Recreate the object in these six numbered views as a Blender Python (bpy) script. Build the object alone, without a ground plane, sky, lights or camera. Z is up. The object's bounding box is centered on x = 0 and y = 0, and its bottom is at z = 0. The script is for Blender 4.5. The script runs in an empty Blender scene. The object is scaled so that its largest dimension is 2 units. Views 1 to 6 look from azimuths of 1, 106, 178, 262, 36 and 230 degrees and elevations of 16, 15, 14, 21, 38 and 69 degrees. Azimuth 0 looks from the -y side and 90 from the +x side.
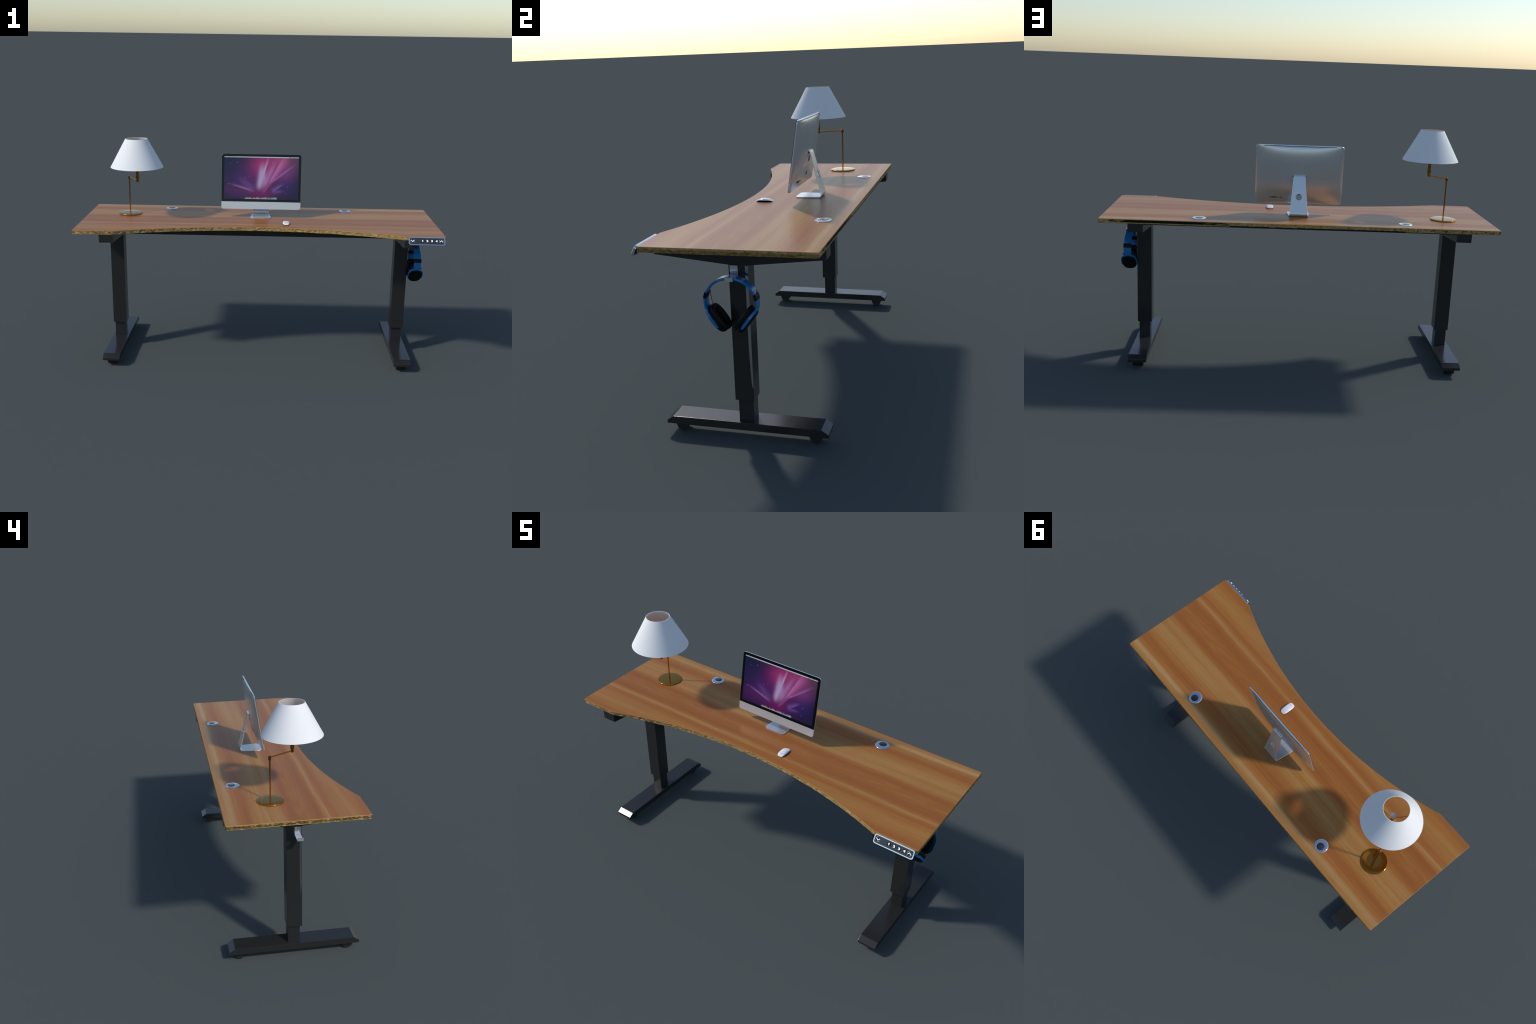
# Electric standing desk with a live-edge wooden top, carrying a swing-arm lamp,
# an all-in-one computer, a mouse, and a headset hung from a hook under the top.
import bpy, bmesh, math, random
from mathutils import Vector, Matrix, noise

random.seed(7)
COL = bpy.context.scene.collection
V = Vector

# ------------------------------------------------------------------ helpers
def link(ob, parent=None):
    COL.objects.link(ob)
    if parent is not None:
        ob.parent = parent
    return ob

def empty(name, loc, label, category):
    ob = bpy.data.objects.new(name, None)
    ob.empty_display_size = 0.05
    ob.location = loc
    ob["label"], ob["category"] = label, category
    return link(ob)

def mesh_object(name, verts, faces, mat, parent, smooth=35, inv=True):
    """Mesh given in world coordinates; parented without moving it."""
    me = bpy.data.meshes.new(name)
    me.from_pydata([tuple(v) for v in verts], [], faces)
    return finish(name, me, mat, parent, smooth, inv)

def world_of(ob):
    m = Matrix.Identity(4)
    while ob is not None:
        m = ob.matrix_basis @ m
        ob = ob.parent
    return m

def finish(name, me, mat, parent, smooth=35, inv=True):
    bm = bmesh.new()
    bm.from_mesh(me)
    bmesh.ops.recalc_face_normals(bm, faces=bm.faces)
    bm.to_mesh(me)
    bm.free()
    for m in (mat if isinstance(mat, (list, tuple)) else [mat]):
        me.materials.append(m)
    if smooth:
        me.shade_smooth()
        me.set_sharp_from_angle(angle=math.radians(smooth))
    ob = bpy.data.objects.new(name, me)
    link(ob, parent)
    if parent is not None and inv:
        ob.matrix_basis = world_of(parent).inverted()
    return ob

def place(ob, matrix):
    """Give ob the world matrix `matrix` under its parent."""
    ob.matrix_basis = (world_of(ob.parent).inverted() if ob.parent else Matrix.Identity(4)) @ matrix
    return ob

def bm_object(name, bm, mat, parent, smooth=35, inv=True):
    me = bpy.data.meshes.new(name)
    bm.to_mesh(me)
    bm.free()
    return finish(name, me, mat, parent, smooth, inv)

def box_bm(lo, hi, bevel=0.0, seg=2, bm=None):
    own = bm is None
    bm = bm or bmesh.new()
    lo, hi = V(lo), V(hi)
    r = bmesh.ops.create_cube(bm, size=1.0, matrix=Matrix.Translation((lo + hi) / 2) @ Matrix.Diagonal((*(hi - lo), 1)))
    if bevel:
        vs = set(r["verts"])
        es = [e for e in bm.edges if e.verts[0] in vs and e.verts[1] in vs]
        bmesh.ops.bevel(bm, geom=es, offset=bevel, segments=seg, affect="EDGES", profile=0.5)
    return bm

def flat_shaded(ob):
    """Keep the big faces truly flat and let only the rounded arrises shade smoothly."""
    m = ob.modifiers.new("flat faces", "WEIGHTED_NORMAL")
    m.weight, m.keep_sharp, m.mode = 100, True, "FACE_AREA"
    return ob

def box(name, lo, hi, mat, parent, bevel=0.0, seg=2):
    return flat_shaded(bm_object(name, box_bm(lo, hi, bevel, seg), mat, parent))

def prism(name, outline, axis, a, b, mat, parent, bevel=0.0, seg=2):
    """Extrude a 2D outline along x (axis 0), y (1) or z (2) from a to b."""
    def put(p, t):
        return [(t, p[0], p[1]), (p[0], t, p[1]), (p[0], p[1], t)][axis]
    n = len(outline)
    bm = bmesh.new()
    A = [bm.verts.new(put(p, a)) for p in outline]
    B = [bm.verts.new(put(p, b)) for p in outline]
    bm.faces.new(A)
    bm.faces.new(B[::-1])
    for i in range(n):
        bm.faces.new((A[i], B[i], B[(i + 1) % n], A[(i + 1) % n]))
    bmesh.ops.recalc_face_normals(bm, faces=bm.faces)
    if bevel:
        bmesh.ops.bevel(bm, geom=list(bm.edges), offset=bevel, segments=seg, affect="EDGES", profile=0.5)
    return flat_shaded(bm_object(name, bm, mat, parent))

def loft_faces(rings, closed_ring=True, cap0=True, cap1=True, base=0, closed_path=False):
    """Faces for `rings` rings laid one after another, each a list of equal length."""
    verts = [v for r in rings for v in r]
    n, faces = len(rings[0]), []
    m = len(rings)
    for k in range(m if closed_path else m - 1):
        k2 = (k + 1) % m
        for i in range(n if closed_ring else n - 1):
            j = (i + 1) % n
            faces.append((base + k * n + i, base + k * n + j, base + k2 * n + j, base + k2 * n + i))
    if cap0 and not closed_path:
        faces.append(tuple(base + i for i in range(n))[::-1])
    if cap1 and not closed_path:
        faces.append(tuple(base + (m - 1) * n + i for i in range(n)))
    return verts, faces

def lathe(name, profile, centre, mat, parent, n=64, cap0=True, cap1=True, smooth=35, matrix=None, closed=False):
    """Turn (radius, height) pairs about a vertical axis at centre."""
    rings = []
    for r, z in profile:
        rings.append([V((r * math.cos(2 * math.pi * i / n), r * math.sin(2 * math.pi * i / n), z)) for i in range(n)])
    verts, faces = loft_faces(rings, True, cap0, cap1, closed_path=closed)
    M = matrix if matrix is not None else Matrix.Translation(centre)
    return mesh_object(name, [M @ v for v in verts], faces, mat, parent, smooth)

def tube(name, path, radius, mat, parent, n=12, smooth=50):
    path = [V(p) for p in path]
    rings = []
    ref = V((0.31, 0.17, 0.93)).normalized()
    for i, p in enumerate(path):
        t = (path[min(i + 1, len(path) - 1)] - path[max(i - 1, 0)]).normalized()
        a = t.cross(ref)
        if a.length < 1e-3:
            a = t.cross(V((1, 0, 0)))
        a.normalize()
        b = t.cross(a)
        rings.append([p + radius * (math.cos(2 * math.pi * k / n) * a + math.sin(2 * math.pi * k / n) * b) for k in range(n)])
    verts, faces = loft_faces(rings)
    return mesh_object(name, verts, faces, mat, parent, smooth)

def rounded_rect(w, h, r, n=8, corners=(1, 1, 1, 1)):
    """Outline points, counter-clockwise from the lower left; corners = (ll, lr, ur, ul)."""
    pts = []
    cs = [(-w / 2, -h / 2, 180), (w / 2, -h / 2, 270), (w / 2, h / 2, 0), (-w / 2, h / 2, 90)]
    for (x, y, a0), on in zip(cs, corners):
        sx, sy = (1 if x < 0 else -1), (1 if y < 0 else -1)
        rr = r if on else min(r, 0.0006)
        for k in range(n + 1):
            a = math.radians(a0 + 90 * k / n)
            pts.append((x + sx * rr + rr * math.cos(a), y + sy * rr + rr * math.sin(a)))
    return pts

def baked(ob):
    """Apply the modifiers of ob."""
    bpy.context.view_layer.update()
    dg = bpy.context.evaluated_depsgraph_get()
    me = bpy.data.meshes.new_from_object(ob.evaluated_get(dg))
    ob.modifiers.clear()
    old = ob.data
    ob.data = me
    bpy.data.meshes.remove(old)
    me.name = ob.name
    return ob

# ---------------------------------------------------------------- materials
class Nodes:
    """A thin writer for shader node trees."""
    def __init__(self, name):
        self.mat = bpy.data.materials.new(name)
        self.mat.use_nodes = True
        self.t = self.mat.node_tree
        self.bsdf = self.t.nodes["Principled BSDF"]

    def new(self, kind, **kw):
        n = self.t.nodes.new(kind)
        for k, v in kw.items():
            setattr(n, k, v)
        return n

    def plug(self, sock, val):
        if isinstance(val, bpy.types.NodeSocket):
            self.t.links.new(val, sock)
        else:
            sock.default_value = val

    def math(self, op, a, b=0.0, c=0.0, clamp=False):
        n = self.new("ShaderNodeMath", operation=op, use_clamp=clamp)
        for s, v in zip(n.inputs, (a, b, c)):
            self.plug(s, v)
        return n.outputs[0]

    def smooth(self, x, lo, hi, a=0.0, b=1.0):
        n = self.new("ShaderNodeMapRange", interpolation_type="SMOOTHSTEP")
        for s, v in zip(n.inputs, (x, lo, hi, a, b)):
            self.plug(s, v)
        return n.outputs[0]

    def coords(self):
        s = self.new("ShaderNodeSeparateXYZ")
        tc = self.new("ShaderNodeTexCoord")
        self.plug(s.inputs[0], tc.outputs["Object"])
        return tc.outputs["Object"], s.outputs[0], s.outputs[1], s.outputs[2]

    def vec(self, x, y, z):
        n = self.new("ShaderNodeCombineXYZ")
        for s, v in zip(n.inputs, (x, y, z)):
            self.plug(s, v)
        return n.outputs[0]

    def scaled(self, vec, scale):
        n = self.new("ShaderNodeMapping")
        self.plug(n.inputs["Vector"], vec)
        n.inputs["Scale"].default_value = scale
        return n.outputs[0]

    def noise(self, vec, scale=1.0, detail=3.0, rough=0.5, distortion=0.0):
        n = self.new("ShaderNodeTexNoise")
        self.plug(n.inputs["Vector"], vec)
        n.inputs["Scale"].default_value = scale
        n.inputs["Detail"].default_value = detail
        n.inputs["Roughness"].default_value = rough
        n.inputs["Distortion"].default_value = distortion
        return n.outputs[0]

    def ramp(self, fac, stops, interp="LINEAR"):
        n = self.new("ShaderNodeValToRGB")
        r = n.color_ramp
        r.interpolation = interp
        while len(r.elements) < len(stops):
            r.elements.new(0.5)
        for e, (p, c) in zip(r.elements, stops):
            e.position = p
            e.color = (*c, 1)
        self.plug(n.inputs[0], fac)
        return n.outputs[0]

    def mix(self, fac, a, b, mode="MIX"):
        n = self.new("ShaderNodeMix", data_type="RGBA", blend_type=mode)
        self.plug(n.inputs[0], fac)
        for s, v in ((n.inputs[6], a), (n.inputs[7], b)):
            self.plug(s, (*v, 1) if isinstance(v, tuple) and len(v) == 3 else v)
        return n.outputs[2]

    def bump(self, height, strength, distance):
        n = self.new("ShaderNodeBump")
        n.inputs["Strength"].default_value = strength
        n.inputs["Distance"].default_value = distance
        self.plug(n.inputs["Height"], height)
        self.plug(self.bsdf.inputs["Normal"], n.outputs[0])

    def set(self, **kw):
        for k, v in kw.items():
            k = k.replace("_", " ")
            self.plug(self.bsdf.inputs[k], (*v, 1) if isinstance(v, tuple) and len(v) == 3 else v)
        return self.mat

def plain(name, colour, rough, metal=0.0, grain=0.06, scale=60.0, **kw):
    """One colour with a faint uneven grain in colour and gloss."""
    n = Nodes(name)
    obj, *_ = n.coords()
    g = n.noise(obj, scale, 3)
    hi = tuple(min(1, c * (1 + grain)) for c in colour)
    lo = tuple(c * (1 - grain) for c in colour)
    col = n.mix(g, lo, hi)
    n.set(Base_Color=col, Roughness=n.smooth(g, 0.2, 0.8, rough * 0.92, min(1, rough * 1.08)), Metallic=metal, **kw)
    return n.mat

def wood_top():
    n = Nodes("oiled_wood")
    obj, x, y, z = n.coords()
    # slow wander of the boards' stripes along the length
    w1 = n.noise(n.scaled(obj, (1.1, 3.0, 1)), 1.0, 2)
    w2 = n.noise(n.scaled(obj, (2.2, 26.0, 1)), 1.0, 3, 0.6)
    yy = n.math("ADD", y, n.math("MULTIPLY", n.math("SUBTRACT", w1, 0.5), 0.055))
    yy = n.math("ADD", yy, n.math("MULTIPLY", n.math("SUBTRACT", w2, 0.5), 0.030))
    f = n.math("DIVIDE", n.math("ADD", yy, 0.34), 0.68)
    pale, tan, gold = (0.450, 0.300, 0.135), (0.410, 0.225, 0.076), (0.385, 0.182, 0.050)
    orange, red, dark = (0.350, 0.138, 0.034), (0.318, 0.112, 0.028), (0.288, 0.092, 0.023)
    bands = [(-0.335, red), (-0.300, red), (-0.270, orange), (-0.235, gold), (-0.200, gold), (-0.172, orange),
             (-0.152, red), (-0.136, orange), (-0.121, tan), (-0.106, orange), (-0.085, dark), (-0.050, red),
             (-0.020, orange), (0.005, red), (0.030, dark), (0.055, orange), (0.080, tan), (0.110, gold), (0.140, tan),
             (0.175, gold), (0.205, orange), (0.230, dark), (0.248, red), (0.268, orange), (0.285, gold),
             (0.300, pale), (0.318, tan), (0.335, gold)]
    col = n.ramp(f, [((b + 0.34) / 0.68, c) for b, c in bands])
    # long fibre streaks
    s1 = n.noise(n.scaled(obj, (1.6, 95.0, 1)), 1.0, 4, 0.6)
    col = n.mix(n.smooth(s1, 0.42, 0.74, 0.0, 0.36), col, (0.24, 0.080, 0.020))
    col = n.mix(n.smooth(s1, 0.50, 0.24, 0.0, 0.24), col, (0.50, 0.27, 0.095))
    # cathedral figure in the heart of the board
    wv = n.new("ShaderNodeTexWave", wave_type="RINGS", rings_direction="SPHERICAL", wave_profile="SIN")
    n.plug(wv.inputs["Vector"], n.scaled(obj, (0.55, 7.0, 0.0)))
    wv.inputs["Scale"].default_value = 3.2
    wv.inputs["Distortion"].default_value = 3.5
    wv.inputs["Detail"].default_value = 2.5
    heart = n.math("MULTIPLY", n.smooth(y, -0.13, -0.07), n.smooth(y, 0.07, 0.02))
    col = n.mix(n.math("MULTIPLY", heart, n.math("MULTIPLY", wv.outputs["Fac"], 0.35)), col, (0.250, 0.085, 0.022))
    # pull the stripes together
    col = n.mix(0.18, col, (0.345, 0.135, 0.033))
    # cloudy tone and fine pores
    c1 = n.noise(n.scaled(obj, (2.0, 9.0, 1)), 1.0, 3)
    col = n.mix(n.smooth(c1, 0.5, 0.75, 0.0, 0.30), col, (0.30, 0.118, 0.034))
    p = n.noise(n.scaled(obj, (18, 420, 1)), 1.0, 2)
    col = n.mix(n.smooth(p, 0.52, 0.78, 0.0, 0.28), col, (0.16, 0.06, 0.02))
    n.bump(s1, 0.05, 0.001)
    return n.set(Base_Color=col, Roughness=0.33, Specular_IOR_Level=0.18)

def wood_edge():
    n = Nodes("rough_sawn_wood_edge")
    obj, x, y, z = n.coords()
    a = n.noise(n.scaled(obj, (55, 55, 110)), 1.0, 4, 0.6, 0.4)
    b = n.noise(n.scaled(obj, (13, 13, 60)), 1.0, 3)
    # dark torn patches, densest on the left end, sparse along the right half of the front
    patch_noise = n.noise(n.scaled(obj, (48, 48, 110)), 1.0, 5, 0.65, 1.0)
    ends = n.math("MAXIMUM", n.smooth(x, -0.985, -0.997), n.math("MULTIPLY", n.smooth(x, 0.985, 0.997), 0.45))
    amount = n.math("ADD", n.smooth(x, 0.1, -0.6, 0.50, 0.62), n.math("MULTIPLY", ends, 0.085))
    middle = n.math("MULTIPLY", n.smooth(z, 0.7725, 0.7760), n.smooth(z, 0.7895, 0.7850))
    dark_patches = n.math("MULTIPLY", n.smooth(n.math("ADD", patch_noise, n.math("SUBTRACT", amount, 0.62)), 0.52, 0.60), middle)
    col = n.ramp(a, [(0.30, (0.17, 0.11, 0.036)), (0.42, (0.32, 0.20, 0.068)), (0.55, (0.46, 0.285, 0.098)), (0.72, (0.60, 0.41, 0.19))])
    col = n.mix(n.smooth(b, 0.52, 0.72, 0.0, 0.55), col, (0.20, 0.135, 0.05))
    col = n.mix(n.math("MULTIPLY", dark_patches, 0.9), col, (0.070, 0.047, 0.016))
    # the right end is darker and lumpier below a plain upper band
    lump = n.math("MULTIPLY", n.math("SUBTRACT", b, 0.5), 0.012)
    lower = n.math("MULTIPLY", n.smooth(n.math("ADD", z, lump), 0.7850, 0.7828), n.smooth(x, 0.990, 0.997))
    col = n.mix(n.math("MULTIPLY", lower, 0.75), col, n.ramp(a, [(0.35, (0.10, 0.060, 0.016)), (0.65, (0.26, 0.155, 0.045))]))
    # thin warm line along the top of the edge
    col = n.mix(n.smooth(z, 0.7895, 0.7915, 0.0, 0.85), col, (0.44, 0.215, 0.060))
    # black render flicker of overlapping faces, coloured into the back edge
    back = n.math("GREATER_THAN", y, 0.3405)
    rag = n.noise(n.scaled(obj, (22, 22, 330)), 1.0, 3, 0.6)
    long = n.math("MULTIPLY", n.smooth(x, 0.355, 0.362), n.smooth(x, 0.955, 0.935))
    hgt = n.math("MULTIPLY", n.smooth(z, 0.7765, 0.7772), n.smooth(z, 0.7898, 0.7890))
    core = n.math("MULTIPLY", n.smooth(x, 0.465, 0.49), n.smooth(x, 0.885, 0.855))
    ragged = n.math("MAXIMUM", core, n.math("GREATER_THAN", rag, 0.47))
    slot = n.math("MULTIPLY", n.math("MULTIPLY", back, ragged), n.math("MULTIPLY", long, hgt))
    low = n.math("MULTIPLY", n.math("MULTIPLY", n.smooth(x, -0.522, -0.518), n.smooth(x, 0.356, 0.350)), n.smooth(z, 0.7762, 0.7752))
    low = n.math("MULTIPLY", n.math("MULTIPLY", low, back), n.math("GREATER_THAN", rag, 0.36))
    col = n.mix(n.math("MAXIMUM", slot, low), col, (0.001, 0.001, 0.001))
    n.bump(n.math("SUBTRACT", a, n.math("MULTIPLY", dark_patches, 0.8)), 0.7, 0.003)
    return n.set(Base_Color=col, Roughness=0.75, Specular_IOR_Level=0.25)

def screen_image(w, h):
    """A glowing nebula wallpaper drawn with soft strokes; object coordinates in metres from the lower left."""
    n = Nodes("display_picture")
    obj, X, Y, Z = n.coords()
    u, v = n.math("DIVIDE", X, w), n.math("DIVIDE", Z, h)
    asp = w / h
    wob = n.noise(n.scaled(obj, (14, 1, 14)), 1.0, 2)
    uu = n.math("MULTIPLY", u, asp)
    def blob(cu, cv, ru, rv, p=1.0):
        a = n.math("POWER", n.math("DIVIDE", n.math("SUBTRACT", u, cu), ru), 2.0)
        b = n.math("POWER", n.math("DIVIDE", n.math("SUBTRACT", v, cv), rv), 2.0)
        return n.math("EXPONENT", n.math("MULTIPLY", n.math("ADD", a, b), -p))
    def stroke(p0, p1, w0, w1, sharp=0):
        """Soft ray from p0 to p1 (picture units), half width w0 -> w1; sharp = +1/-1 keeps one flank hard."""
        ax, ay, bx, by = p0[0] * asp, p0[1], p1[0] * asp, p1[1]
        dx, dy = bx - ax, by - ay
        L = math.hypot(dx, dy)
        ex, ey = dx / L, dy / L
        rx, ry = n.math("SUBTRACT", uu, ax), n.math("SUBTRACT", v, ay)
        s = n.math("DIVIDE", n.math("ADD", n.math("MULTIPLY", rx, ex), n.math("MULTIPLY", ry, ey)), L)
        d = n.math("SUBTRACT", n.math("MULTIPLY", rx, -ey), n.math("MULTIPLY", ry, -ex))
        wid = n.math("MULTIPLY_ADD", n.math("MAXIMUM", s, 0.0), w1 - w0, w0)
        g = n.math("DIVIDE", d, wid)
        if sharp:
            hard = n.math("MULTIPLY", n.math("MAXIMUM", n.math("MULTIPLY", g, sharp), 0.0), 4.0)
            g = n.math("ADD", n.math("ABSOLUTE", g), hard)
        m = n.math("EXPONENT", n.math("MULTIPLY", n.math("POWER", n.math("ABSOLUTE", g), 2.0), -1.0))
        ends = n.math("MULTIPLY", n.smooth(s, -0.05, 0.25), n.smooth(s, 1.06, 0.55))
        return n.math("MULTIPLY", m, ends)
    col = n.mix(n.smooth(v, 0.0, 1.0), (0.014, 0.010, 0.042), (0.010, 0.015, 0.048))
    def add(fac, c, k=1.0):
        nonlocal col
        col = n.mix(n.math("MULTIPLY", fac, k, clamp=True), col, c)
    add(blob(0.30, 0.42, 0.26, 0.36), (0.055, 0.018, 0.130), 0.80)
    add(blob(0.84, 0.38, 0.13, 0.26), (0.030, 0.020, 0.140), 0.8)
    add(blob(0.22, 0.22, 0.26, 0.16), (0.095, 0.016, 0.110), 0.8)
    add(blob(0.56, 0.60, 0.250, 0.42), (0.110, 0.018, 0.130), 0.80)
    add(blob(0.57, 0.78, 0.185, 0.30), (0.300, 0.022, 0.150), 0.88)
    add(blob(0.53, 0.80, 0.15, 0.20), (0.420, 0.035, 0.170), 0.75)
    add(blob(0.78, 0.90, 0.17, 0.22), (0.420, 0.070, 0.200), 0.8)
    add(blob(0.52, 0.16, 0.16, 0.13), (0.200, 0.012, 0.110), 0.75)
    add(blob(0.96, 0.93, 0.12, 0.22), (0.105, 0.050, 0.090), 0.75)
    add(blob(0.80, 0.62, 0.16, 0.16), (0.220, 0.050, 0.200), 0.7)
    add(stroke((0.47, 0.24), (0.61, 1.02), 0.060, 0.030, -1), (0.55, 0.42, 0.64), 0.90)
    add(stroke((0.47, 0.20), (0.515, 0.90), 0.065, 0.055), (0.52, 0.36, 0.60), 0.85)
    add(blob(0.53, 0.50, 0.045, 0.17), (0.50, 0.36, 0.58), 0.75)
    add(stroke((0.52, 0.25), (0.70, 0.92), 0.070, 0.050), (0.48, 0.19, 0.42), 0.75)
    add(stroke((0.58, 0.32), (0.83, 1.08), 0.040, 0.130, 1), (0.55, 0.15, 0.37), 0.95)
    add(stroke((0.60, 0.34), (0.97, 0.83), 0.025, 0.040, -1), (0.38, 0.14, 0.40), 0.85)
    add(stroke((0.41, 0.17), (0.06, 0.36), 0.050, 0.025, 1), (0.34, 0.17, 0.34), 0.75)
    add(stroke((0.42, 0.20), (0.18, 0.52), 0.090, 0.050), (0.16, 0.06, 0.25), 0.65)
    add(stroke((0.52, 0.13), (0.66, 0.42), 0.050, 0.030, -1), (0.33, 0.06, 0.24), 0.80)
    add(stroke((0.64, 0.16), (0.82, 0.38), 0.075, 0.040, -1), (0.18, 0.10, 0.36), 0.80)
    add(stroke((0.64, 0.17), (0.82, 0.20), 0.050, 0.020), (0.13, 0.07, 0.32), 0.70)
    # stars
    for su, sv, k in ((0.176, 0.86, 0.9), (0.060, 0.355, 1.0), (0.285, 0.505, 0.6), (0.082, 0.83, 0.4), (0.853, 0.305, 0.8),
                      (0.680, 0.47, 0.7), (0.645, 0.88, 0.6), (0.835, 0.135, 0.4), (0.335, 0.535, 0.4), (0.70, 0.56, 0.5), (0.38, 0.79, 0.4)):
        add(blob(su, sv, 0.0036, 0.0062), (0.60, 0.57, 0.72), k * 0.9)
    # row of little icons on a shelf
    shelf = n.math("MULTIPLY", n.smooth(v, 0.004, 0.007), n.smooth(v, 0.024, 0.020))
    wid = n.math("SUBTRACT", 0.222, n.math("MULTIPLY", v, 0.45))
    inside = n.math("LESS_THAN", n.math("ABSOLUTE", n.math("SUBTRACT", u, 0.497)), wid)
    add(n.math("MULTIPLY", shelf, inside), (0.42, 0.42, 0.48), 0.9)
    cell = n.math("MULTIPLY", n.math("SUBTRACT", u, 0.286), 46.0)
    fr = n.math("FRACT", cell)
    wn = n.new("ShaderNodeTexWhiteNoise", noise_dimensions="1D")
    n.plug(wn.inputs["W"], n.math("ADD", n.math("FLOOR", cell), 4.0))
    icon = n.ramp(wn.outputs["Value"], [(0.0, (0.15, 0.33, 0.62)), (0.18, (0.30, 0.55, 0.80)), (0.34, (0.65, 0.66, 0.70)), (0.46, (0.60, 0.30, 0.06)),
                                        (0.58, (0.05, 0.05, 0.06)), (0.68, (0.55, 0.06, 0.04)), (0.80, (0.16, 0.30, 0.30)), (0.92, (0.40, 0.40, 0.42))], "CONSTANT")
    row = n.math("MULTIPLY", n.smooth(v, 0.012, 0.017), n.smooth(v, 0.050, 0.043))
    ins2 = n.math("MULTIPLY", n.math("GREATER_THAN", u, 0.286), n.math("LESS_THAN", u, 0.712))
    ic = n.math("MULTIPLY", n.math("MULTIPLY", row, ins2), n.math("MULTIPLY", n.math("GREATER_THAN", fr, 0.12), n.math("LESS_THAN", fr, 0.90)))
    add(ic, icon, 0.62)
    # pale menu strip along the top
    bar = n.smooth(v, 0.9765, 0.9785)
    marks = n.math("MULTIPLY", n.math("GREATER_THAN", n.noise(n.scaled(obj, (420, 1, 1)), 1.0, 1), 0.50), n.math("MAXIMUM", n.math("LESS_THAN", u, 0.155), n.math("GREATER_THAN", u, 0.87)))
    add(bar, n.mix(n.math("MULTIPLY", marks, 0.6), (0.55, 0.58, 0.60), (0.20, 0.19, 0.22)), 1.0)
    return n.set(Base_Color=col, Roughness=0.22, Specular_IOR_Level=0.35)

MAT_WOOD = wood_top()
MAT_EDGE = wood_edge()
MAT_UNDER = plain("plain_board_underside", (0.26, 0.16, 0.06), 0.7, grain=0.2, scale=25)
MAT_BLACK = plain("black_powder_coat", (0.0225, 0.0222, 0.0220), 0.18, grain=0.05)
MAT_RUBBER = plain("black_rubber", (0.012, 0.012, 0.012), 0.55)
MAT_CHROME = plain("polished_light_metal", (0.80, 0.82, 0.86), 0.10, 1.0, grain=0.01, scale=6)
MAT_HOOK = plain("mirror_metal", (0.80, 0.80, 0.81), 0.08, 0.72, grain=0.01, scale=6)
MAT_STRIP = plain("mirror_bright_strip", (0.58, 0.59, 0.61), 0.12, 1.0, grain=0.01, scale=6)
MAT_ALU = plain("satin_aluminium", (0.74, 0.75, 0.76), 0.27, 0.72, grain=0.01, scale=6)
MAT_CHIN = plain("bright_aluminium", (0.64, 0.65, 0.66), 0.30, 0.50, grain=0.01, scale=6)
MAT_GLASSBLACK = plain("black_display_glass", (0.003, 0.003, 0.004), 0.16, grain=0.02, Specular_IOR_Level=0.28)
MAT_SLOT = plain("dark_slot", (0.006, 0.006, 0.007), 0.6)
MAT_SLOTGREY = plain("grey_vent", (0.10, 0.105, 0.11), 0.5)
MAT_BRASS = plain("polished_brass", (0.50, 0.235, 0.040), 0.09, 1.0, grain=0.02, scale=6)
MAT_SHADE = plain("white_lampshade_cloth", (0.84, 0.84, 0.84), 0.9, grain=0.015, scale=300, Specular_IOR_Level=0.1)
MAT_BULB = plain("frosted_bulb", (0.86, 0.82, 0.72), 0.35)
MAT_MOUSE = plain("glossy_white_plastic", (0.80, 0.80, 0.84), 0.12, grain=0.01)
MAT_MARK = plain("grey_print", (0.20, 0.20, 0.22), 0.5)
MAT_PANEL = plain("dark_panel_plastic", (0.036, 0.039, 0.048), 0.25)
MAT_KEY = plain("black_key_plastic", (0.003, 0.003, 0.004), 0.4, Specular_IOR_Level=0.25)
MAT_WHITE = plain("white_key_legend", (0.95, 0.95, 0.95), 0.6, grain=0.0, Emission_Color=(0.9, 0.95, 1.0), Emission_Strength=0.30)
MAT_BLUE = plain("glossy_blue_plastic", (0.009, 0.160, 0.440), 0.22, grain=0.06)
MAT_BLACKPLASTIC = plain("black_plastic", (0.0028, 0.0028, 0.0034), 0.45, Specular_IOR_Level=0.18)
MAT_LEATHER = plain("black_leatherette", (0.0035, 0.0035, 0.0035), 0.6, Specular_IOR_Level=0.25)
MAT_CAP = plain("dark_grommet_cap", (0.030, 0.033, 0.040), 0.12)

# ---------------------------------------------------------------- the desk
TOP, BOTTOM, BACK, FRONT = 0.7925, 0.7710, 0.3448, -0.3175
desk = empty("standing_desk", (0, 0.0127, 0), "height adjustable desk with live edge wooden top and black steel legs", "desk")

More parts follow.
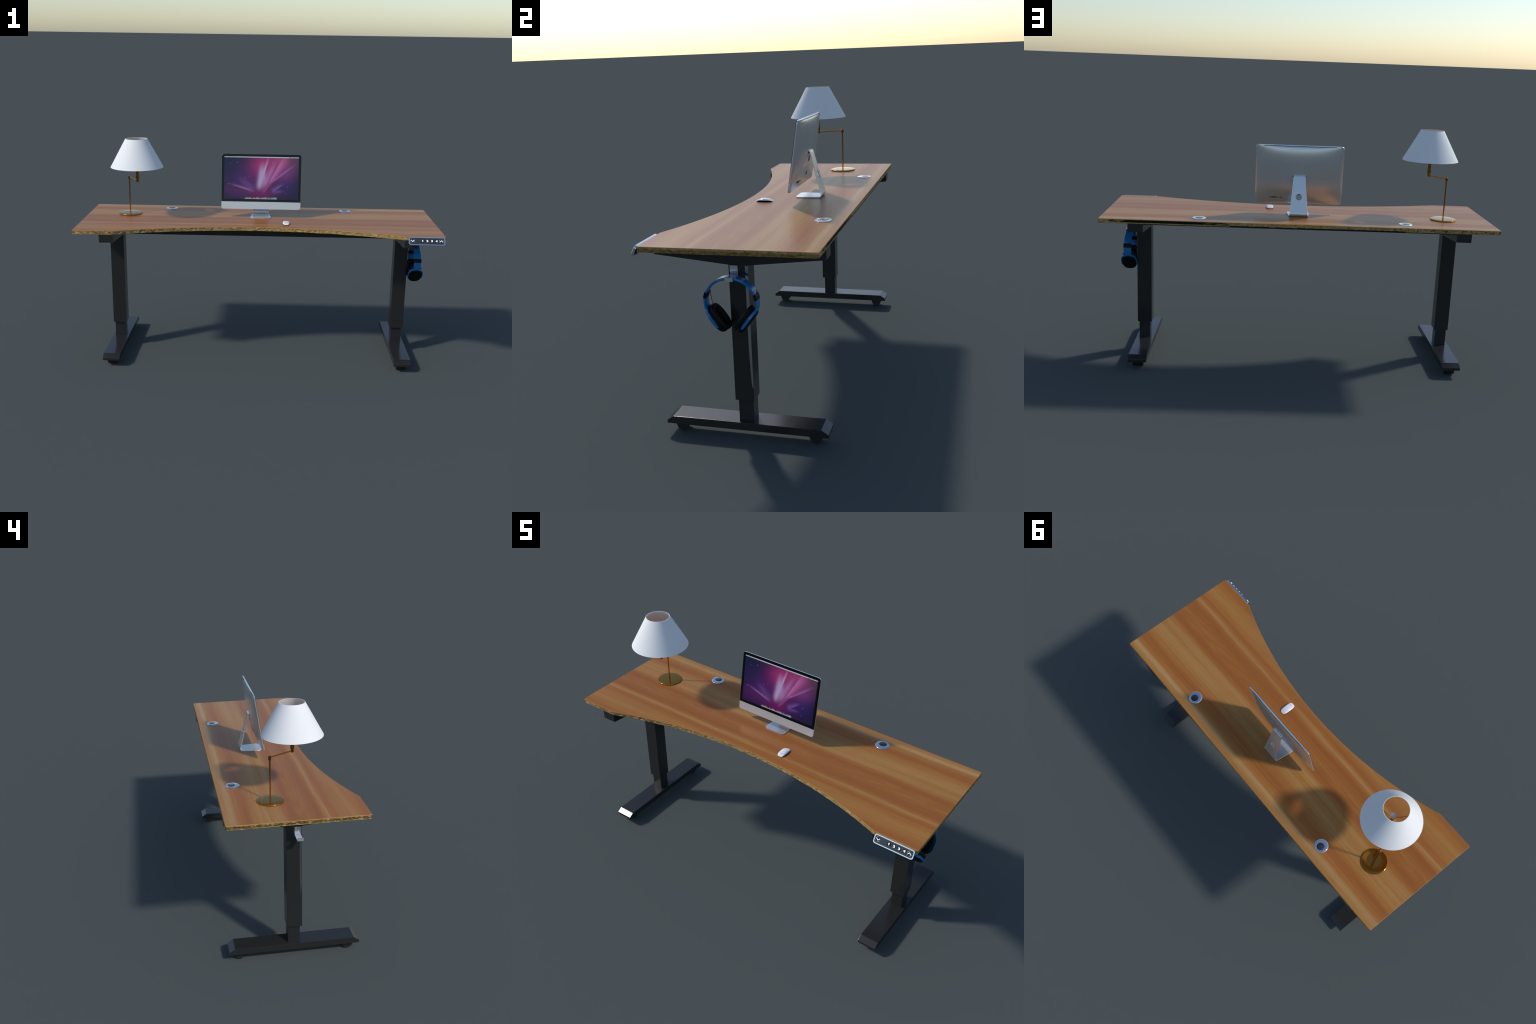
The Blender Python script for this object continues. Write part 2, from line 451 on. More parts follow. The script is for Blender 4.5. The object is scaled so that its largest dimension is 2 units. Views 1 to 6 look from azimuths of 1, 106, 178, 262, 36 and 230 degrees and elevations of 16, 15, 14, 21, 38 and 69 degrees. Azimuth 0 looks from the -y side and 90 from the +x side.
def top_outline():
    """Plan of the table top: straight back and ends, a shallow arc cut from the front."""
    half, sag = 0.786, 0.1420
    R = (half * half + sag * sag) / (2 * sag)
    cy = FRONT + sag - R
    pts, step = [], 0.005
    def line(a, b):
        m = max(1, int(math.dist(a, b) / step))
        for i in range(m):
            pts.append((a[0] + (b[0] - a[0]) * i / m, a[1] + (b[1] - a[1]) * i / m))
    def corner(cx, cy_, r, a0):
        for k in range(8):
            a = math.radians(a0 + 90 * k / 8)
            pts.append((cx + r * math.cos(a), cy_ + r * math.sin(a)))
    rf, rb = 0.009, 0.007
    X = 1.0
    # front arc from left to right
    m = int(2 * half / step)
    for i in range(m):
        x = -half + 2 * half * i / m
        pts.append((x, cy + math.sqrt(R * R - x * x)))
    line((half, FRONT), (X - rf, FRONT))
    corner(X - rf, FRONT + rf, rf, -90)
    line((X, FRONT + rf), (X, BACK - rb))
    corner(X - rb, BACK - rb, rb, 0)
    line((X - rb, BACK), (-X + rb, BACK))
    corner(-X + rb, BACK - rb, rb, 90)
    line((-X, BACK - rb), (-X, FRONT + rf))
    corner(-X + rf, FRONT + rf, rf, 180)
    line((-X + rf, FRONT), (-half, FRONT))
    return pts

def build_top():
    pts = top_outline()
    n = len(pts)
    nrm = []
    for i in range(n):
        a, b = V(pts[i - 1]), V(pts[(i + 1) % n])
        t = (b - a).normalized()
        nrm.append(V((t.y, -t.x)))
    rows = [(TOP, 0.0012, 0), (TOP - 0.0013, 0.0, 0.15), (0.7885, 0.0, 0.5), (0.7860, 0, 0.8), (0.7835, 0, 1), (0.7810, 0, 1),
            (0.7785, 0, 1), (0.7760, 0, 1), (0.7735, 0, 1), (0.7716, 0.0004, 0.8), (BOTTOM, 0.0016, 0.3)]
    rings = []
    for z, inset, k in rows:
        ring = []
        for i, p in enumerate(pts):
            q = V((p[0], p[1], z))
            front = max(0.0, -nrm[i].y)
            side = abs(nrm[i].x) if abs(p[0]) > 0.97 else 0.0
            amp = 0.0004 + 0.0034 * front + 0.0042 * side
            a = noise.noise(V((q.x * 62, q.y * 62, z * 105))) + 0.55 * noise.noise(V((q.x * 150, q.y * 150, z * 210)))
            a = min(0.0, max(-1.0, a * 0.9 - 0.25))
            if side > 0.5 and z > 0.7825:
                a *= 0.35
            if abs(nrm[i].y) > 0.9 and p[0] > 0.795 and p[1] < 0:
                a *= 0.3
            d = -inset + a * amp * k
            wob = 0.0
            if z < 0.7725 and (front > 0.3 or side > 0.5):
                wob = 0.0014 * noise.noise(V((q.x * 30, q.y * 30, 3.1)))
            ring.append(V((p[0] + nrm[i].x * d, p[1] + nrm[i].y * d, z + max(0.0, wob))))
        rings.append(ring)
    verts, faces = loft_faces(rings, True, True, True)
    ob = mesh_object("tabletop", verts, faces, [MAT_WOOD, MAT_EDGE, MAT_UNDER], desk, 40)
    for p in ob.data.polygons:
        p.material_index = 1
        if p.normal.z > 0.9 and len(p.vertices) > 10:
            p.material_index = 0
        elif p.normal.z < -0.9 and len(p.vertices) > 10:
            p.material_index = 2
        elif p.normal.z > 0.5:
            p.material_index = 1
    return ob
build_top()

# frame under the top, then one leg on each side
CX, CY = 0.8180, 0.0125
box("crossbeam", (-0.7798, -0.0246, 0.7025), (0.7798, 0.0496, 0.7704), MAT_BLACK, desk, 0.0012)

def build_leg(s):
    """s = +1 right, -1 left."""
    def span(a, b):
        return (min(s * a, s * b), max(s * a, s * b))
    x0, x1 = span(0.7800, 0.8560)
    leg = box("leg", (x0, -0.0248, 0.1600), (x1, 0.0497, 0.6968), MAT_BLACK, desk, 0.0014)
    a0, a1 = span(0.7888, 0.8482)
    box("inner_column", (a0, -0.0145, 0.0735), (a1, 0.0442, 0.1640), MAT_BLACK, leg, 0.0010)
    b0, b1 = span(0.7885, 0.8485)
    box("column_plate", (b0, -0.0150, 0.0700), (b1, 0.0447, 0.0733), MAT_BLACK, leg, 0.0004)
    f0, f1 = span(0.7695, 0.8645)
    prof = [(-0.3112, 0.0385), (0.3366, 0.0385), (0.3366, 0.0526), (0.3090, 0.0705), (-0.2836, 0.0705), (-0.3112, 0.0526)]
    prism("foot", prof, 0, f0, f1, MAT_BLACK, leg, 0.0012)
    for yc in (-0.2565, 0.2835):
        # half round pad, flat against the underside of the foot
        out = [(yc + 0.0266 * math.cos(math.pi + math.pi * k / 36), 0.0384 + 0.0384 * math.sin(math.pi + math.pi * k / 36)) for k in range(37)]
        g0, g1 = span(0.7905, 0.8435)
        prism("foot_pad", out, 0, g0, g1, MAT_RUBBER, leg, 0.0008, 1)
    k0, k1 = span(0.7803, 0.8557)
    arm = [(-0.3157, 0.7705), (-0.3157, 0.7265), (-0.0248, 0.6965), (0.0497, 0.6965), (0.3400, 0.7265), (0.3400, 0.7705)]
    prism("support_arm", arm, 0, k0, k1, MAT_BLACK, leg, 0.0014)
    # bright strip along the edge of the outer face, narrowing towards the bottom
    e = 0.0112
    shape = [(0.0, 0.6950), (e, 0.6950), (e, 0.2150), (0.0080, 0.2150), (0.0052, 0.2350), (0.0003, 0.3700), (0, 0.4500)] if s > 0 else \
            [(0.0, 0.6950), (e, 0.6950), (e, 0.4000), (0.0075, 0.3600), (0.0035, 0.3270), (0.0012, 0.4000), (0, 0.4700)]
    u0, u1 = span(0.8555, 0.8562)
    prism("edge_strip", [((0.0384 + a) if s > 0 else (-0.0135 - a), z) for a, z in shape], 0, u0, u1, MAT_STRIP, leg)
    # hook: back plate, shelf and upturned lip
    y0, y1 = -0.0190, 0.0110
    hk = bmesh.new()
    for lo, hi in (((0.8563, y0, 0.6530), (0.8592, y1, 0.6962)), ((0.8594, y0, 0.6530), (0.9196, y1, 0.6556)), ((0.9198, y0, 0.6528), (0.9232, y1, 0.6684))):
        p0, p1 = span(lo[0], hi[0])
        box_bm((p0, lo[1], lo[2]), (p1, hi[1], hi[2]), 0.0006, 1, hk)
    bm_object("headphone_hook", hk, MAT_HOOK, leg)
    return leg

for side in (1, -1):
    build_leg(side)

# cable grommets: a low domed ring with an off-centre dark cap
for gx, gy in ((0.5100, 0.2580), (-0.5338, 0.2580)):
    R, r, off, n = 0.0347, 0.0195, 0.0062, 64
    rings = []
    for t, z in ((0.0, 0.0002), (0.0, 0.0014), (0.05, 0.0024), (0.14, 0.0030), (0.93, 0.0033), (1.0, 0.0030), (1.0, 0.0004)):
        rings.append([V((gx + math.cos(2 * math.pi * i / n) * (R + (r - R) * t),
                         gy + off * t + math.sin(2 * math.pi * i / n) * (R + (r - R) * t), TOP + z)) for i in range(n)])
    v, f = loft_faces(rings, True, True, False)
    g = mesh_object("cable_grommet", v, f, MAT_CHROME, desk, 30)
    lathe("grommet_cap", [(0.0192, 0.0006), (0.0192, 0.0026), (0.0186, 0.0030)], (gx, gy + off, TOP), MAT_CAP, g)

# control panel on the front edge
def build_panel():
    w, h = 0.1915, 0.0443
    tilt = math.radians(-27.0)
    M = Matrix.Translation((0.8950, -0.3344, 0.7735)) @ Matrix.Rotation(tilt, 4, "X")
    # local frame: x right, z up the face, -y outwards
    def slab(name, pts, y0, y1, mat, parent, lip=0.0):
        rings = [[M @ V((x, y1, z)) for x, z in pts], [M @ V((x, y0 + lip, z)) for x, z in pts]]
        if lip:
            s = [(x * (1 - lip * 0.9 / (w / 2)), z * (1 - lip * 0.9 / (h / 2))) for x, z in pts]
            rings.append([M @ V((x, y0, z)) for x, z in s])
        v, f = loft_faces(rings)
        return mesh_object(name, v, f, mat, parent, 30)
    outer = rounded_rect(w, h, 0.0105, 8)
    inner = rounded_rect(w - 0.0105, h - 0.0105, 0.0075, 8)
    body = slab("control_panel", rounded_rect(w - 0.011, h - 0.011, 0.0072, 8), -0.0004, 0.0070, MAT_PANEL, desk)
    prism("panel_bracket", [(-0.3150, 0.7900), (-0.3150, 0.7715), (-0.3340, 0.7570), (-0.3215, 0.7880)], 0, 0.812, 0.978, MAT_PANEL, body)
    rings = []
    for pts, y in ((outer, 0.0076), (outer, -0.0012), ([(x * 0.993, z * 0.975) for x, z in outer], -0.0020),
                   ([(x * 1.004, z * 1.015) for x, z in inner], -0.0020), (inner, -0.0012), (inner, 0.0076)):
        rings.append([M @ V((x, y, z)) for x, z in pts])
    v, f = loft_faces(rings, closed_path=True)
    mesh_object("panel_rim", v, f, MAT_CHROME, body, 30)
    slab("panel_face", rounded_rect(w - 0.0107, h - 0.0107, 0.0074, 8), -0.0010, -0.0005, MAT_PANEL, body)
    fx = lambda X: X - 0.8950
    turn = Matrix.Rotation(math.radians(90), 4, "X")
    for X, up in ((0.8194, -1), (0.9702, 1)):
        c = M @ Matrix.Translation((fx(X), -0.0010, 0.0008)) @ turn
        key = lathe("arrow_key", [(0.0098, 0.0), (0.0098, 0.0010), (0.0088, 0.0014)], None, MAT_KEY, body, 40, matrix=c)
        prof = [(0.0103 + 0.0009 * math.cos(2 * math.pi * k / 8), 0.0012 + 0.0009 * math.sin(2 * math.pi * k / 8)) for k in range(8)]
        lathe("key_ring", prof, None, MAT_CHROME, key, 48, False, False, matrix=c, closed=True)
        a, b, t = 0.0074, 0.0036, 0.0045
        pts = [(-a, -up * b), (0, up * b), (a, -up * b), (a, -up * b - up * t), (0, up * b - up * t), (-a, -up * b - up * t)]
        pts = [(x, z + up * t / 2) for x, z in pts]
        rings = [[M @ V((fx(X) + x, y, z + 0.0008)) for x, z in pts] for y in (-0.0021, -0.0027)]
        v, f = loft_faces(rings)
        mesh_object("arrow", v, f, MAT_WHITE, key, 30)
    for i, X in enumerate((0.8726, 0.8968, 0.9210, 0.9452)):
        c = M @ Matrix.Translation((fx(X), -0.0010, 0.0008)) @ turn
        key = lathe("number_key", [(0.0086, 0.0), (0.0086, 0.0006), (0.0080, 0.0009)], None, MAT_KEY, body, 32, matrix=c)
        cu = bpy.data.curves.new("digit", "FONT")
        cu.body = str(i + 1)
        cu.align_x, cu.align_y = "CENTER", "CENTER"
        cu.size, cu.extrude, cu.offset = 0.0155, 0.0003, 0.00075
        tmp = bpy.data.objects.new("digit", cu)
        COL.objects.link(tmp)
        bpy.context.view_layer.update()
        me = bpy.data.meshes.new_from_object(tmp.evaluated_get(bpy.context.evaluated_depsgraph_get()))
        bpy.data.objects.remove(tmp)
        me.transform(M @ Matrix.Translation((fx(X), -0.0023, 0.0008)) @ turn @ Matrix.Diagonal((1.30, 0.92, 1, 1)))
        if i == 0:                                 # give the one its flag
            bm = bmesh.new()
            bm.from_mesh(me)
            c = M @ Matrix.Translation((fx(X) - 0.0026, -0.0023, 0.0038)) @ Matrix.Rotation(math.radians(-32), 4, "Y")
            bmesh.ops.create_cube(bm, size=1.0, matrix=c @ Matrix.Diagonal((0.0046, 0.0006, 0.0021, 1)))
            bm.to_mesh(me)
            bm.free()
        finish("digit", me, MAT_WHITE, key, 0)
build_panel()

# ---------------------------------------------------------------- the lamp
LX, LY = -0.7588, 0.1060
SX, SY = -0.6908, -0.0122
lamp = empty("table_lamp", (LX, LY, TOP), "brass swing arm table lamp with white cone shade", "lamp")
Z0 = TOP + 0.0002
lathe("lamp_base", [(0.0635, Z0), (0.0655, Z0 + 0.0012), (0.0660, Z0 + 0.0035), (0.0654, Z0 + 0.0056), (0.0644, Z0 + 0.0066), (0.0630, Z0 + 0.0068), (0.0300, Z0 + 0.0070), (0.006, Z0 + 0.0071)],
      (LX, LY, 0), MAT_BRASS, lamp, 96, smooth=60)
lathe("pole", [(0.0036, Z0 + 0.0070), (0.0036, 1.000)], (LX, LY, 0), MAT_BRASS, lamp, 24)
lathe("pole_joint", [(0.0052, 0.9960), (0.0070, 0.9985), (0.0070, 1.0155), (0.0052, 1.0170), (0.0044, 1.0172), (0.0040, 1.0150)], (LX, LY, 0), MAT_BRASS, lamp, 32)
tube("swing_arm", [(LX, LY, 1.0098), (SX, SY, 1.0098)], 0.0036, MAT_BRASS, lamp, 16)
lathe("upright_stem", [(0.0066, 1.0030), (0.0074, 1.0040), (0.0074, 1.0190), (0.0092, 1.0210), (0.0092, 1.0425), (0.0080, 1.0435), (0.0078, 1.1120), (0.0098, 1.1140), (0.0108, 1.1180), (0.0108, 1.1330), (0.0080, 1.1360)],
      (SX, SY, 0), MAT_BRASS, lamp, 32)
lathe("light_bulb", [(0.0078, 1.1340), (0.0090, 1.1380)] + [(0.0168 * math.cos(math.radians(a)), 1.1530 + 0.0168 * math.sin(math.radians(a))) for a in range(-50, 90, 10)] + [(0.0008, 1.1698)],
      (SX, SY, 0), MAT_BULB, lamp, 40, smooth=60)
zb, zt, rb, rt, th = 1.0895, 1.2470, 0.1470, 0.0612, 0.0018
lathe("lampshade", [(rb - th, zb), (rb, zb), (rb + (rt - rb) * 0.5, (zb + zt) / 2), (rt, zt), (rt - th, zt), (rt - th + (rb - rt) * 0.5, (zb + zt) / 2)],
      (SX, SY, 0), MAT_SHADE, lamp, 96, False, False, 50, closed=True)
for k in range(3):
    a = math.radians(2 + 120 * k)
    rr = rb - th + (rt - rb) * 0.05
    tube("shade_spoke", [(SX + 0.009 * math.cos(a), SY + 0.009 * math.sin(a), 1.1150), (SX + 0.05 * math.cos(a), SY + 0.05 * math.sin(a), 1.0985),
                         (SX + rr * math.cos(a), SY + rr * math.sin(a), zb + 0.0078)], 0.0013, MAT_BRASS, lamp, 8)

# ------------------------------------------------------------ the computer
pc = empty("desktop_computer", (0.0060, 0.0950, TOP), "slim aluminium all in one computer on a bent metal stand", "computer")
TILT = math.atan2(0.048, 0.311)
W, H = 0.4550, 0.3147
MON = Matrix.Translation((0.0067, 0.0455, 0.8450)) @ Matrix.Rotation(-TILT, 4, "X")

def build_display():
    def dome(x, z):
        u, v = min(1, abs(x) / (W / 2)), min(1, abs(z - H / 2) / (H / 2))
        return 0.0064 + 0.0208 * ((1 - u ** 2.6) * (1 - v ** 2.6)) ** 0.72
    # casing: thin straight rim, then a shallow dome across the back
    rim = []
    raw = rounded_rect(W, H, 0.0125, 10)
    for i, p in enumerate(raw):                    # even steps along the straight sides
        q = raw[(i + 1) % len(raw)]
        m = max(1, int(math.dist(p, q) / 0.012))
        rim += [(p[0] + (q[0] - p[0]) * k / m, p[1] + (q[1] - p[1]) * k / m) for k in range(m)]
    def ring(s, y):
        return [MON @ V((x * s, y, H / 2 + z * s)) for x, z in rim]
    rings = [ring(0.9955, 0.0000), ring(1.0, 0.0009), ring(1.0, 0.0052), ring(0.997, 0.0064)]
    for k in range(1, 29):
        s = 0.997 * (1 - k / 29) ** 1.25
        rings.append([MON @ V((x * s, dome(x * s, H / 2 + z * s), H / 2 + z * s)) for x, z in rim])
    v, f = loft_faces(rings)
    case = mesh_object("display_casing", v, f, MAT_ALU, pc, 40)
    def panel(name, pts, y0, y1, mat, parent, smooth=30):
        r = [[MON @ V((x, y, z)) for x, z in pts] for y in (y1, y0)]
        v, f = loft_faces(r)
        return mesh_object(name, v, f, mat, parent, smooth)
    zc = (0.8872 - 0.845) / math.cos(TILT)
    g = rounded_rect(W - 0.0006, H - zc - 0.0003, 0.0123, 10, (0, 0, 1, 1))
    glass = panel("display_glass", [(x, z + zc + (H - zc - 0.0003) / 2) for x, z in g], -0.0010, -0.0001, MAT_GLASSBLACK, case)
    c = rounded_rect(W - 0.0006, zc - 0.0012, 0.0120, 10, (1, 1, 0, 0))
    panel("front_chin", [(x, z + 0.0003 + (zc - 0.0012) / 2) for x, z in c], -0.0013, -0.0001, MAT_CHIN, case)
    # lit picture, its own frame with the origin at the lower left corner
    sx0, sx1 = -0.2130, 0.2130
    sz0, sz1 = (0.9015 - 0.845) / math.cos(TILT), (1.1417 - 0.845) / math.cos(TILT)
    w, h = sx1 - sx0, sz1 - sz0
    bm = box_bm((0, 0, 0), (w, 0.0003, h))
    scr = bm_object("screen", bm, screen_image(w, h), glass, 0)
    place(scr, MON @ Matrix.Translation((sx0, -0.00145, sz0)))
    # back: air slot under the upper rim, neck slot, row of sockets, vent under the neck
    def recess(name, x0, x1, z0, z1, proud=0.0003, mat=MAT_SLOT):
        y = max(dome(a, b) for a in (x0, x1, (x0 + x1) / 2) for b in (z0, z1)) + proud
        m = box_bm((x0, y - 0.004, z0), (x1, y, z1))
        o = bm_object(name, m, mat, case)
        place(o, MON)
        return o
    def zz(z):
        return (z - 0.845) / math.cos(TILT)
    # the long slot follows the dome, so it is built in short steps
    N = 40
    bm = bmesh.new()
    for i in range(N):
        xa, xb = -0.1895 + 0.379 * i / N, -0.1895 + 0.379 * (i + 1) / N
        y = max(dome(xa, zz(1.1520)), dome(xb, zz(1.1520))) + 0.0002
        box_bm((xa, y - 0.003, zz(1.1508)), (xb, y, zz(1.1532)), 0, 1, bm)
    place(bm_object("air_slot", bm, MAT_SLOT, case, 0), MON)
    recess("neck_slot", -0.0345, 0.0345, zz(0.9955), zz(1.0045), 0.0002)
    for X, wd, ht in ((0.1521, 0.0042, 0.0085), (0.1436, 0.0042, 0.0085), (0.1346, 0.0046, 0.0085), (0.1256, 0.0046, 0.0085)):
        recess("usb_socket", X - 0.0067 - wd / 2, X - 0.0067 + wd / 2, zz(0.878), zz(0.878) + ht)
    for X in (0.1165, 0.1080):
        recess("display_socket", X - 0.0067 - 0.0016, X - 0.0067 + 0.0016, zz(0.880), zz(0.880) + 0.0032)
    recess("network_socket", 0.0965 - 0.0067 - 0.0040, 0.0965 - 0.0067 + 0.0040, zz(0.8795), zz(0.8795) + 0.0042)
    recess("vent_plate", -0.011, 0.011, zz(0.958), zz(0.982), 0.0002, MAT_SLOTGREY)
    recess("power_socket", -0.0055, 0.0055, zz(0.897), zz(0.914), 0.0002, MAT_SLOTGREY)
    return case
build_display()

def build_stand():
    th = 0.0046
    zf = TOP + 0.0003 + th / 2
    n0, n1 = V((0.1515, 0.8177)), V((0.1034, 0.9963))
    d = (n1 - n0).normalized()
    cy = n0.x + (zf - n0.y) / d.y * d.x           # where neck and foot lines cross
    path = []                                      # (y, z, half width)
    for k in range(7):                             # rounded front of the foot
        a = math.radians(90 * k / 6)
        path.append((0.0365 + 0.017 * (1 - math.cos(a)), zf, 0.0590 - 0.017 * (1 - math.sin(a))))
    R = 0.0115
    ang = math.acos(max(-1, min(1, -d.x)))
    T = R / math.tan(ang / 2)
    path.append((cy - T, zf, 0.0505))
    c = V((cy - T, zf + R))
    for k in range(1, 13):
        a = (math.pi - ang) * k / 12
        path.append((c.x + R * math.sin(a), c.y - R * math.cos(a), 0.0495 - 0.0030 * k / 12))
    for k in range(1, 21):
        t = k / 20
        p0 = V(path[18][:2])
        p = p0.lerp(n1, t)
        path.append((p.x, p.y, 0.0462 + (0.0312 - 0.0462) * t))
    # roll over into the back of the display
    r = 0.0075
    left = V((-d.y, d.x))
    c = n1 + left * r
    for k in range(1, 9):
        a = math.radians(72) * k / 8
        v = n1 - c
        rot = V((v.x * math.cos(a) - v.y * math.sin(a), v.x * math.sin(a) + v.y * math.cos(a)))
        q = c + rot
        path.append((q.x, q.y, 0.0310))
    q = V(path[-1][:2])
    path.append((q.x - 0.016, q.y - 0.001, 0.0310))
    rings = []
    for i, (y, z, hw) in enumerate(path):
        a, b = path[max(i - 1, 0)], path[min(i + 1, len(path) - 1)]
        t = V((b[0] - a[0], b[1] - a[1])).normalized()
        nn = V((-t.y, t.x)) * th / 2
        e = 0.0007
        ring = []
        for dx, dn in ((-hw, -0.6), (-hw + e, -1), (hw - e, -1), (hw, -0.6), (hw, 0.6), (hw - e, 1), (-hw + e, 1), (-hw, 0.6)):
            ring.append(V((0.0058 + dx, y + nn.x * dn, z + nn.y * dn)))
        rings.append(ring)
    v, f = loft_faces(rings)
    st = mesh_object("stand", v, f, MAT_ALU, pc, 30)
    # cable hole through the neck
    ax = V((0, d.y, -d.x)).normalized()
    M = Matrix.Translation((0.0064, 0.1330, 0.8935)) @ ax.to_track_quat("Z", "Y").to_matrix().to_4x4()
    cut = lathe("cutter", [(0.0164, -0.02), (0.0164, 0.02)], None, MAT_ALU, None, 48, matrix=M)
    mod = st.modifiers.new("hole", "BOOLEAN")
    mod.operation, mod.object, mod.solver = "DIFFERENCE", cut, "EXACT"
    baked(st)
    bpy.data.objects.remove(cut)
    st.data.shade_smooth()
    st.data.set_sharp_from_angle(angle=math.radians(30))
build_stand()

# --------------------------------------------------------------- the mouse
def build_mouse():
    mx, my, w, l = 0.1520, -0.0835, 0.0385, 0.0790
    m = empty("computer_mouse", (mx, my, TOP), "low white glossy computer mouse with grey print", "mouse")
    n = 48
    def outline(s):
        pts = []
        for i in range(n):
            a = 2 * math.pi * i / n
            c, q = math.cos(a), math.sin(a)
            pts.append((s * w / 2 * math.copysign(abs(c) ** 0.62, c), s * l / 2 * math.copysign(abs(q) ** 0.72, q)))
        return pts
    base = [[V((mx + x, my + y, TOP + z)) for x, y in outline(s)] for s, z in ((0.84, 0.0004), (0.90, 0.0030), (0.92, 0.0040))]
    v, f = loft_faces(base)
    b = mesh_object("mouse_base", v, f, MAT_BLACKPLASTIC, m, 40)
    rings = []
    for k in range(17):
        s = math.sin(math.pi / 2 * (1 - k / 16.3))
        ring = []
        for x, y in outline(s):
            p, q = abs(2 * x / w), abs(2 * y / l)
            z = 0.0036 + 0.0112 * max(0, 1 - q ** 2.1) * (1 - 0.42 * p ** 3) * (0.30 + 0.70 * math.sqrt(max(0.0, 1 - s ** 3)) if s > 0.75 else 1 - 0.0 * s)
            if s > 0.75:
                z0 = 0.0036 + 0.0112 * max(0, 1 - q ** 2.1) * (1 - 0.42 * p ** 3)
                z = z0 - 0.0030 * ((s - 0.75) / 0.25) ** 2 * (1 - 0.6 * q)
            ring.append(V((mx + x, my + y, TOP + max(z, 0.0034))))
        rings.append(ring)
    v, f = loft_faces(rings)
    mesh_object("mouse_shell", v, f, MAT_MOUSE, m, 60)
    # small printed mark near the front
    for dx, wd in ((-0.0032, 0.0034), (0.0030, 0.0042)):
        box("printed_mark", (mx + dx - wd / 2, my - 0.0240, TOP + 0.0118), (mx + dx + wd / 2, my - 0.0226, TOP + 0.01275), MAT_MARK, m)
build_mouse()

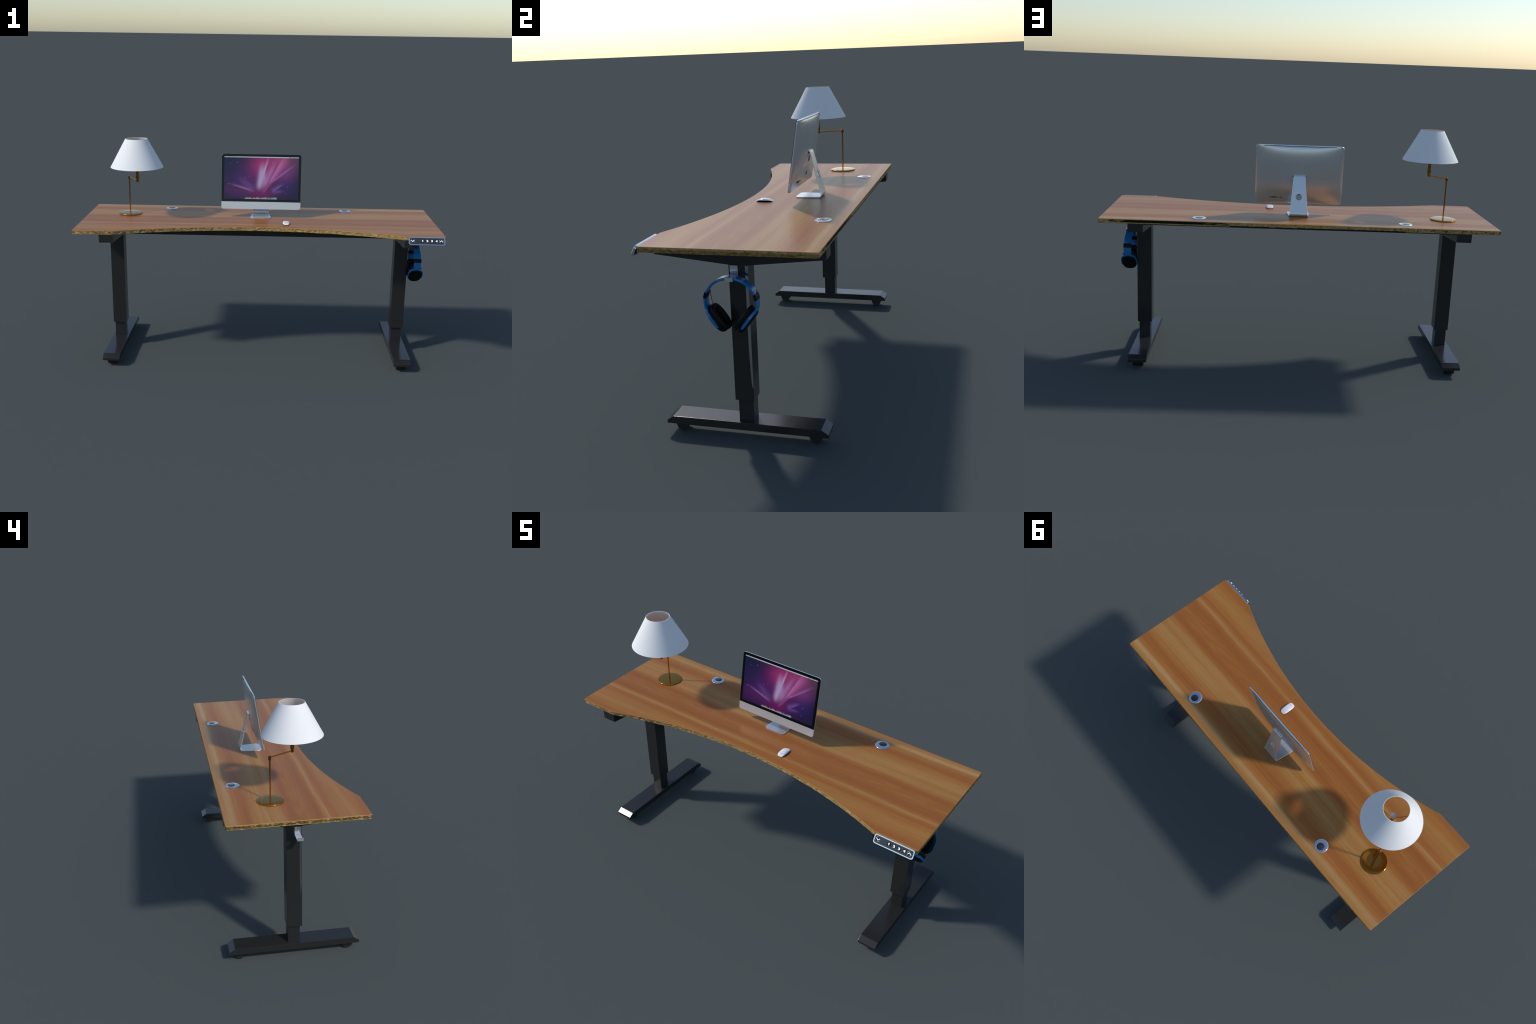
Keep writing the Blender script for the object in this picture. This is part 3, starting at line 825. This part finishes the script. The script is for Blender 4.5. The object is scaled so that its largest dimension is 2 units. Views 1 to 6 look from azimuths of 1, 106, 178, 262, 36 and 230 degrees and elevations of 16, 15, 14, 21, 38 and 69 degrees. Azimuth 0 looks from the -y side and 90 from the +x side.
# ----------------------------------------------------------- the headphones
def build_headphones():
    hx, hy, hz = 0.9000, -0.0040, 0.5740
    root = empty("headphones", (hx, hy, hz), "blue and black over ear headphones hanging from a hook", "headphones")
    A, B = 0.0982, 0.0880                       # mid-line half width and rise of the band
    def mid(t):
        """t in degrees, 0 = right end level, 90 = crown."""
        a = math.radians(t)
        return V((hy + A * math.cos(a), hz + B * math.sin(a)))
    def strap(name, pts, widths, thick, mat, parent, crown=0.0012):
        rings = []
        for i, p in enumerate(pts):
            t = (pts[min(i + 1, len(pts) - 1)] - pts[max(i - 1, 0)]).normalized()
            nn = V((t.y, -t.x))
            hw, h = widths[i] / 2, thick[i] / 2
            prof = [(-hw, -h * 0.7), (-hw + 0.0012, -h), (hw - 0.0012, -h), (hw, -h * 0.7), (hw, h * 0.55), (hw - 0.002, h), (hw * 0.4, h + crown), (-hw * 0.4, h + crown), (-hw + 0.002, h), (-hw, h * 0.55)]
            rings.append([V((hx - 0.002 + 0.002 * min(1, widths[i] / 0.042) + dx, p.x + nn.x * dn, p.y + nn.y * dn)) for dx, dn in prof])
        v, f = loft_faces(rings)
        return mesh_object(name, v, f, mat, parent, 40)
    # upper band from joint to joint
    T = [20 + 140 * k / 40 for k in range(41)]
    pts = [mid(t) for t in T]
    wid = [0.0405 - 0.0065 * math.sin(math.radians((t - 20) / 140 * 180)) for t in T]
    strap("headband", pts[::-1], wid, [0.0060 + 0.0045 * math.sin(math.radians((t - 20) / 140 * 180)) for t in T], MAT_BLUE, root)
    for s in (1, -1):
        def flip(p):
            return V((hy + s * (p.x - hy), p.y))
        order = (lambda q: q[::-1]) if s > 0 else (lambda q: q)
        # dark sliding joint
        J = [flip(mid(t)) for t in (21.5, 18, 14, 10, 7.5)]
        strap("band_joint", order(J[::-1]) if s > 0 else J[::-1][::-1], [0.0425] * 5, [0.0105] * 5, MAT_BLACKPLASTIC, root)
        # lower arm curving in to the cup
        L = [mid(8), mid(2)] + [V((hy + x, hz + z)) for x, z in ((0.0980, -0.010), (0.0966, -0.020), (0.0942, -0.030), (0.0905, -0.040), (0.0860, -0.049), (0.0800, -0.058))]
        L = [flip(p) for p in L]
        arm = strap("band_arm", L if s > 0 else L[::-1], [0.0400] * 8 if s > 0 else [0.0400] * 8, [0.0072] * 8, MAT_BLUE, root, 0.0008)
        # ear cup: U runs up the cup, N points outwards, X is along the desk
        U, N = V((0, s * 0.602, 0.799)), V((0, s * 0.799, -0.602))
        C = V((hx - 0.002, hy + s * 0.0535, 0.5065))
        def oval(k, t, n=56, e=0.80):
            pts = []
            for i in range(n):
                a = 2 * math.pi * i / n
                c, q = math.cos(a), math.sin(a)
                pts.append(C + V((1, 0, 0)) * (0.0400 * k * math.copysign(abs(c) ** e, c)) + U * (0.0565 * k * math.copysign(abs(q) ** e, q)) + N * t)
            return pts
        shell = [oval(0.86, -0.0040), oval(0.95, -0.0030), oval(0.98, 0.0000), oval(0.98, 0.0060), oval(0.96, 0.0120), oval(0.90, 0.0165), oval(0.78, 0.0200), oval(0.60, 0.0212)]
        v, f = loft_faces(shell)
        cup = mesh_object("ear_cup", v, f, MAT_BLACKPLASTIC, root, 40)
        pad = [oval(0.84, -0.0035), oval(0.96, -0.0050), oval(0.985, -0.0085), oval(0.98, -0.0135), oval(0.93, -0.0180), oval(0.83, -0.0200), oval(0.71, -0.0190), oval(0.62, -0.0160), oval(0.58, -0.0120), oval(0.56, -0.0050)]
        v, f = loft_faces(pad, cap0=True, cap1=True)
        mesh_object("ear_cushion", v, f, MAT_LEATHER, cup, 60)
        # blue yoke round the upper part of the cup
        rings = []
        for i in range(61):
            a = math.radians(-22 + 224 * i / 60)
            c, q = math.cos(a), math.sin(a)
            e = 0.80
            def at(k, t):
                return C + V((1, 0, 0)) * (0.0400 * k * math.copysign(abs(c) ** e, c)) + U * (0.0565 * k * math.copysign(abs(q) ** e, q)) + N * t
            fade = min(1.0, min(i, 60 - i) / 3 * 0.5 + 0.5)
            rings.append([at(0.955, 0.0085 - 0.0055 * fade), at(1.045, 0.0085 - 0.0050 * fade), at(1.055, 0.0085), at(1.045, 0.0085 + 0.0050 * fade), at(0.955, 0.0085 + 0.0055 * fade)])
        v, f = loft_faces(rings)
        mesh_object("cup_yoke", v, f, MAT_BLUE, cup, 45)
    # signal wire from the front joint down to the cup
    p0, p1 = V((hx - 0.021, hy - 0.093, 0.6100)), V((hx - 0.012, hy - 0.076, 0.548))
    tube("signal_wire", [p0, p0 + V((0.000, 0.006, -0.004)), p0 + V((0, 0.006, -0.022)), p0.lerp(p1, 0.6) + V((0, 0.001, 0)), p1 + V((0, 0, -0.006))], 0.0011, MAT_BLACKPLASTIC, root, 8)
build_headphones()
